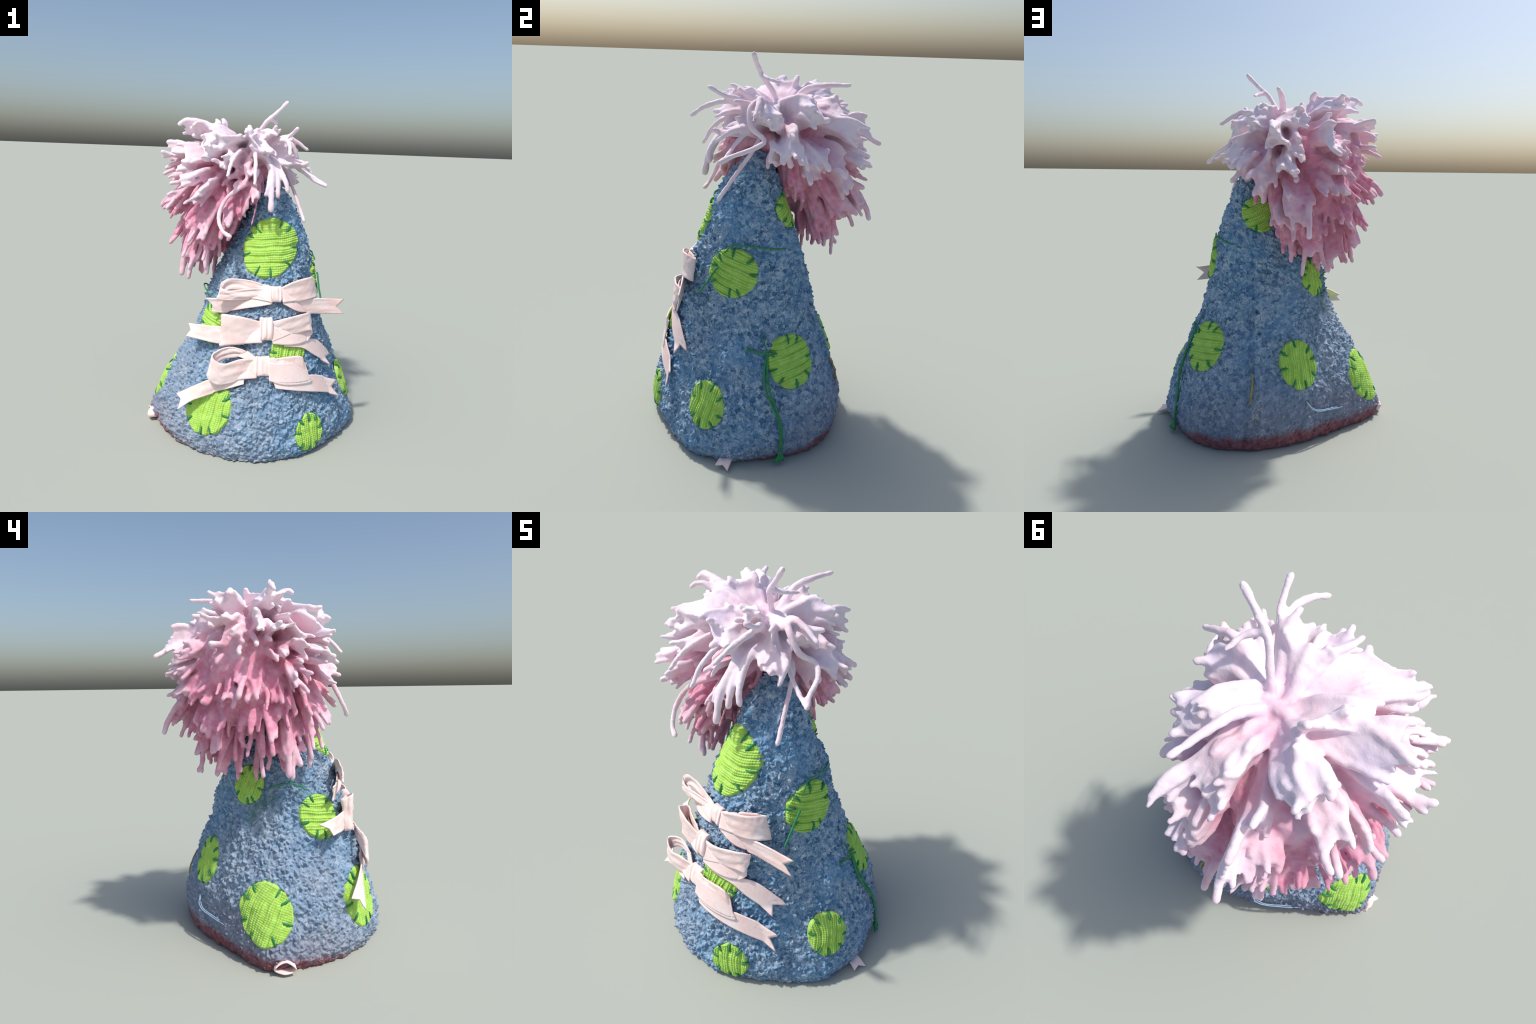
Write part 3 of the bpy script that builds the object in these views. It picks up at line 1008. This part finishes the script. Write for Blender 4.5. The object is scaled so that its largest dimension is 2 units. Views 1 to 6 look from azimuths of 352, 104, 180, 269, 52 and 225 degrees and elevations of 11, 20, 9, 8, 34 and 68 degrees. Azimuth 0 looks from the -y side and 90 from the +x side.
def build_pompom():
    rng = np.random.default_rng(21)
    N = 850
    k = np.arange(N) + 0.5
    ph = np.arccos(1 - 2 * k / N)
    th = math.pi * (1 + 5 ** 0.5) * k
    D = np.stack([np.cos(th) * np.sin(ph), np.sin(th) * np.sin(ph), np.cos(ph)], 1)
    D += rng.normal(0, 0.060, D.shape)
    D /= np.linalg.norm(D, axis=1)[:, None]
    e = 2.25
    s = (np.abs(D / HR) ** e).sum(1) ** (-1 / e)
    # uneven trimming: tufts and hollows
    hollow = perlin(D * 3.1 + 11) * 0.26 + perlin(D * 6.3 + 2) * 0.16
    f = np.clip(0.96 + hollow * 1.1, 0.70, 1.04) * rng.uniform(0.86, 1.04, N)
    # the ball is lopsided: fuller towards some points, flatter towards others
    for q, g in LOPSIDED:
        q = np.array(q) - HC
        q /= np.linalg.norm(q)
        f += g / 0.48 * np.exp(-((D - q) ** 2).sum(1) / (2 * 0.27 ** 2))
    tips = HC + D * (s * f)[:, None]
    tips[:, 2] = np.minimum(tips[:, 2], 1.815 + 0.055 * rng.random(N))
    tips = np.array([p for p in tips if keep_tip(p)])
    # strands that lie over the two cut faces beside the cone
    extra = []
    while len(extra) < 110:
        z = rng.uniform(1.0, 1.5)
        if rng.random() < .6:
            y = rng.uniform(.12, .58)
            x = .08 + (z - 1.3) * .75 + rng.uniform(-.09, .03)
        else:
            y = rng.uniform(-.22, .02)
            x = -.13 + (z - 1.3) * .9 + rng.uniform(-.09, .02)
        p = np.array([x, y, z])
        if (np.abs((p - HC) / HR) ** e).sum() < 1 and inside_ratio(p) > 1.07:
            extra.append(p)
    tips = np.concatenate([tips, extra])
    n = len(tips)
    # strands gather in tufts
    pr = np.where((tips[:, 2] > 1.55) | (tips[:, 1] > .3), 0.45, 1.0)
    cen = tips[rng.choice(n, n // 6, replace=False, p=pr / pr.sum())]
    near = ((tips[:, None] - cen[None]) ** 2).sum(-1).argmin(1)
    # the top and the far side are felted into broad flaps, the drooping side stays stringy
    felt = np.clip((tips[:, 2] - 1.50) / 0.2, 0, 1) * 0.8 + np.clip((tips[:, 1] - 0.25) / 0.2, 0, 1) * 0.8
    felt = np.clip(felt, 0, 1)
    tuft = np.where(rng.random(n) < 0.35 - 0.22 * felt, 0.05, rng.uniform(0.25, 0.65, n) + felt * 0.05)[:, None]
    tips = tips * (1 - tuft) + cen[near] * tuft + rng.normal(0, 0.016, tips.shape)
    paths, tubes, radii = [], [], []
    for p in tips:
        P = strand_path(p, rng)
        r_tip = rng.uniform(0.0105, 0.0155)
        r = np.interp(np.linspace(0, 1, len(P)), [0, .45, .85, 1], [.024, .0195, r_tip + .001, r_tip * rng.uniform(.7, 1.15)])
        r = r * (1 + 0.22 * perlin(np.stack([np.linspace(0, 6, len(P)), np.full(len(P), p[0] * 40), np.full(len(P), p[1] * 40)], 1)))
        paths.append(P)
        radii.append(r)
        tubes.append(tube(P, r, 8))
    # webs: felted yarn between neighbours of one tuft
    for i in range(n):
        for j in range(i + 1, n):
            if near[i] == near[j]:
                d = np.linalg.norm(tips[i] - tips[j])
                fl = (felt[i] + felt[j]) / 2
                if d < 0.085 + 0.09 * fl and rng.random() < 0.48 + .47 * fl:
                    stop = min(0.99, rng.uniform(0.68, 0.95) + 0.11 * fl)
                    m = max(3, int(18 * stop))
                    for w in np.linspace(0, 1, 2 + max(1, int(d / .02)))[1:-1]:
                        P = (paths[i] * (1 - w) + paths[j] * w)[5:m]
                        if len(P) > 2:
                            tubes.append(tube(P, np.linspace(.0145, .0080, len(P)), 6))
    # single strands that stand off the ball
    heroes = []

    def hero(pts, r0=.013, r1=.010, n=26):
        P = catmull(pts, n)
        r = np.linspace(r0, r1, n) * (1 + 0.2 * perlin(np.stack([np.linspace(0, 7, n), np.full(n, pts[-1][0] * 50), np.full(n, 2.0)], 1)))
        r[-3:] *= 1.15
        heroes.append((P, r))
        tubes.append(tube(P, r, 8))

    hero([(-.07, .095, 1.66), (-.02, .07, 1.79), (.03, .025, 1.875), (.085, .01, 1.925), (.143, .002, 1.985)], .016, .012)
    hero([(.05, .015, 1.888), (.09, .06, 1.875), (.10, .12, 1.862)], .015, .009)
    hero([(.03, .03, 1.62), (.14, .04, 1.60), (.178, .015, 1.535), (.214, -.06, 1.42), (.25, -.138, 1.295)], .012, .011)
    hero([(-.04, -.10, 1.53), (-.15, -.26, 1.492), (-.235, -.292, 1.425), (-.272, -.335, 1.335), (-.255, -.37, 1.265), (-.216, -.387, 1.235)], .013, .013)
    hero([(.02, .05, 1.70), (.13, .02, 1.765), (.19, .0, 1.73), (.22, .02, 1.655), (.24, .09, 1.60), (.305, .045, 1.565), (.35, -.045, 1.53), (.383, -.088, 1.505)], .017, .012)
    hero([(.19, -.02, 1.62), (.25, -.05, 1.58), (.32, -.07, 1.53), (.37, -.085, 1.51)], .013, .010)
    hero([(.0, .0, 1.64), (.02, -.12, 1.64), (.03, -.21, 1.58), (.025, -.27, 1.48), (.022, -.295, 1.375)], .026, .016)
    hero([(.02, .0, 1.66), (.06, -.12, 1.64), (.09, -.19, 1.58), (.115, -.23, 1.52), (.125, -.235, 1.475)], .024, .012)
    hero([(.02, -.05, 1.64), (.05, -.17, 1.60), (.065, -.23, 1.53), (.065, -.255, 1.45)], .024, .014)
    hero([(.02, -.22, 1.56), (.005, -.27, 1.50), (-.01, -.28, 1.455)], .016, .010)
    hero([(.0, .02, 1.68), (.09, -.08, 1.77), (.14, -.14, 1.79), (.17, -.21, 1.83)], .018, .011)
    hero([(.08, -.07, 1.76), (.12, -.17, 1.76), (.12, -.26, 1.73), (.11, -.33, 1.685)], .017, .011)
    hero([(.02, .05, 1.70), (.15, .04, 1.78), (.22, .05, 1.76), (.29, .054, 1.715)], .020, .010)
    hero([(-.05, .02, 1.66), (-.13, -.13, 1.70), (-.20, -.27, 1.64), (-.23, -.35, 1.56)], .018, .010)
    hero([(-.05, .02, 1.66), (-.06, -.15, 1.68), (-.07, -.27, 1.62), (-.08, -.34, 1.52)], .018, .010)
    hero([(-.06, .10, 1.68), (-.05, .22, 1.82), (-.04, .34, 1.85), (-.029, .443, 1.855)], .024, .010)
    hero([(-.02, .0, 1.60), (-.03, -.12, 1.50), (-.05, -.19, 1.38), (-.075, -.22, 1.28)], .010, .006)
    hero([(-.20, -.02, 1.48), (-.33, -.06, 1.30), (-.40, -.08, 1.10), (-.43, -.082, .935)], .018, .013)
    hero([(-.20, -.02, 1.45), (-.38, -.05, 1.28), (-.45, -.06, 1.12), (-.47, -.06, .955)], .022, .015)
    hero([(-.15, -.08, 1.45), (-.27, -.14, 1.30), (-.32, -.17, 1.12), (-.325, -.18, .985)], .018, .012)

    hero([(-.15, .25, 1.35), (-.17, .36, 1.15), (-.17, .39, 1.02), (-.161, .394, .93)], .018, .010)
    hero([(-.15, .30, 1.40), (-.18, .48, 1.32), (-.185, .56, 1.22), (-.184, .588, 1.15)], .022, .014)
    hero([(-.18, .25, 1.30), (-.24, .36, 1.12), (-.27, .38, 1.00), (-.29, .40, .955)], .018, .011)

    # solid heart, so that no holes show the far side
    u = np.linspace(0, TAU, 40, endpoint=False)
    w = np.linspace(0.02, math.pi - .02, 26)
    W, U = np.meshgrid(w, u, indexing='ij')
    sp = np.stack([np.sin(W) * np.cos(U), np.sin(W) * np.sin(U), np.cos(W)], -1).reshape(-1, 3)
    heart = np.array([-.23, .15, 1.45]) + sp * np.array([.25, .25, .28]) * (1 + 0.35 * perlin(sp * 2.5 + 3))[:, None]
    heart = push_out(heart, 0.02)
    hf = grid_faces(26, 40, True)
    nv = len(heart)
    heart = np.concatenate([heart, heart[:40].mean(0)[None], heart[-40:].mean(0)[None]])
    i = np.arange(40)
    j = (i + 1) % 40
    caps = np.concatenate([np.stack([j, i, i * 0 + nv, i * 0 + nv], 1), np.stack([25 * 40 + i, 25 * 40 + j, i * 0 + nv + 1, i * 0 + nv + 1], 1)])
    hf = hf[:, ::-1]
    caps = caps[:, [1, 0, 2, 3]]
    tubes.append((heart, hf, caps))

    raw = tube_mesh('raw', tubes)
    tmp = link('raw', raw)
    mod = tmp.modifiers.new('fuse', 'REMESH')
    mod.mode = 'VOXEL'
    mod.voxel_size = 0.0075
    mod.use_smooth_shade = True
    sm = tmp.modifiers.new('felt', 'SMOOTH')
    sm.factor = 0.5
    sm.iterations = 2
    dg = bpy.context.evaluated_depsgraph_get()
    me = bpy.data.meshes.new_from_object(tmp.evaluated_get(dg))
    bpy.data.objects.remove(tmp)
    V = np.empty(len(me.vertices) * 3, np.float32)
    me.vertices.foreach_get('co', V)
    V = V.reshape(-1, 3).astype(float)
    Q = np.empty(len(me.loops), np.int32)
    me.loops.foreach_get('vertex_index', Q)
    assert len(Q) == 4 * len(me.polygons)
    Q = Q.reshape(-1, 4)
    NV = vertex_normals(V, Q, np.zeros((0, 3), int))
    V = V + NV * ((perlin(V * 30) * 0.0030 + perlin(V * 85 + 4) * 0.0012))[:, None]
    NV = vertex_normals(V, Q, np.zeros((0, 3), int))
    # which strand does each face belong to? tips of the longest strands become objects of their own
    everything = [(P, r) for P, r in zip(paths, radii)] + heroes
    reach = np.array([np.linalg.norm((P[-1] - HC) / HR) for P, r in everything])
    reach[len(paths):] += 9
    chosen = np.argsort(-reach)[:290]
    kd = kdtree.KDTree(sum(len(P) for P, r in everything))
    owner = []
    for idx, (P, r) in enumerate(everything):
        lo = int(len(P) * (0.30 if idx >= len(paths) else 0.62))
        for q in range(len(P)):
            kd.insert(Vector(P[q]), len(owner))
            owner.append((idx if q >= lo else -1, r[q]))
    kd.balance()
    cen_f = V[Q].mean(1)
    ok = set(chosen.tolist())
    lab = np.full(len(Q), -1)
    for fi, c in enumerate(cen_f):
        _, hit, dist = kd.find(c)
        s, r = owner[hit]
        if s in ok and dist < r * 2.2 + .004:
            lab[fi] = s
    few = np.bincount(lab + 1, minlength=len(everything) + 2)[lab + 1] <= 12
    lab[few] = -1
    none = np.zeros((0, 3), int)
    nt = np.zeros(0, bool)
    core = split_mesh('pompom', V, Q, none, NV, lab == -1, nt, hat, MAT_YARN)
    order = np.argsort(lab, kind='stable')
    sl = lab[order]
    for s in sorted(ok):
        a, b = np.searchsorted(sl, [s, s + 1])
        if b > a:
            split_small(V, Q[order[a:b]], NV, core)
    print('pompom faces', len(Q), 'strands', n)


def split_small(V, q, NV, parent):
    used, inv = np.unique(q.ravel(), return_inverse=True)
    me = bpy.data.meshes.new('yarn_strand')
    me.from_pydata(V[used].tolist(), [], inv.reshape(-1, 4).tolist())
    me.polygons.foreach_set('use_smooth', np.ones(len(me.polygons), bool))
    me.update()
    me.normals_split_custom_set_from_vertices(NV[used].tolist())
    return link('yarn_strand', me, parent, MAT_YARN)


build_pompom()
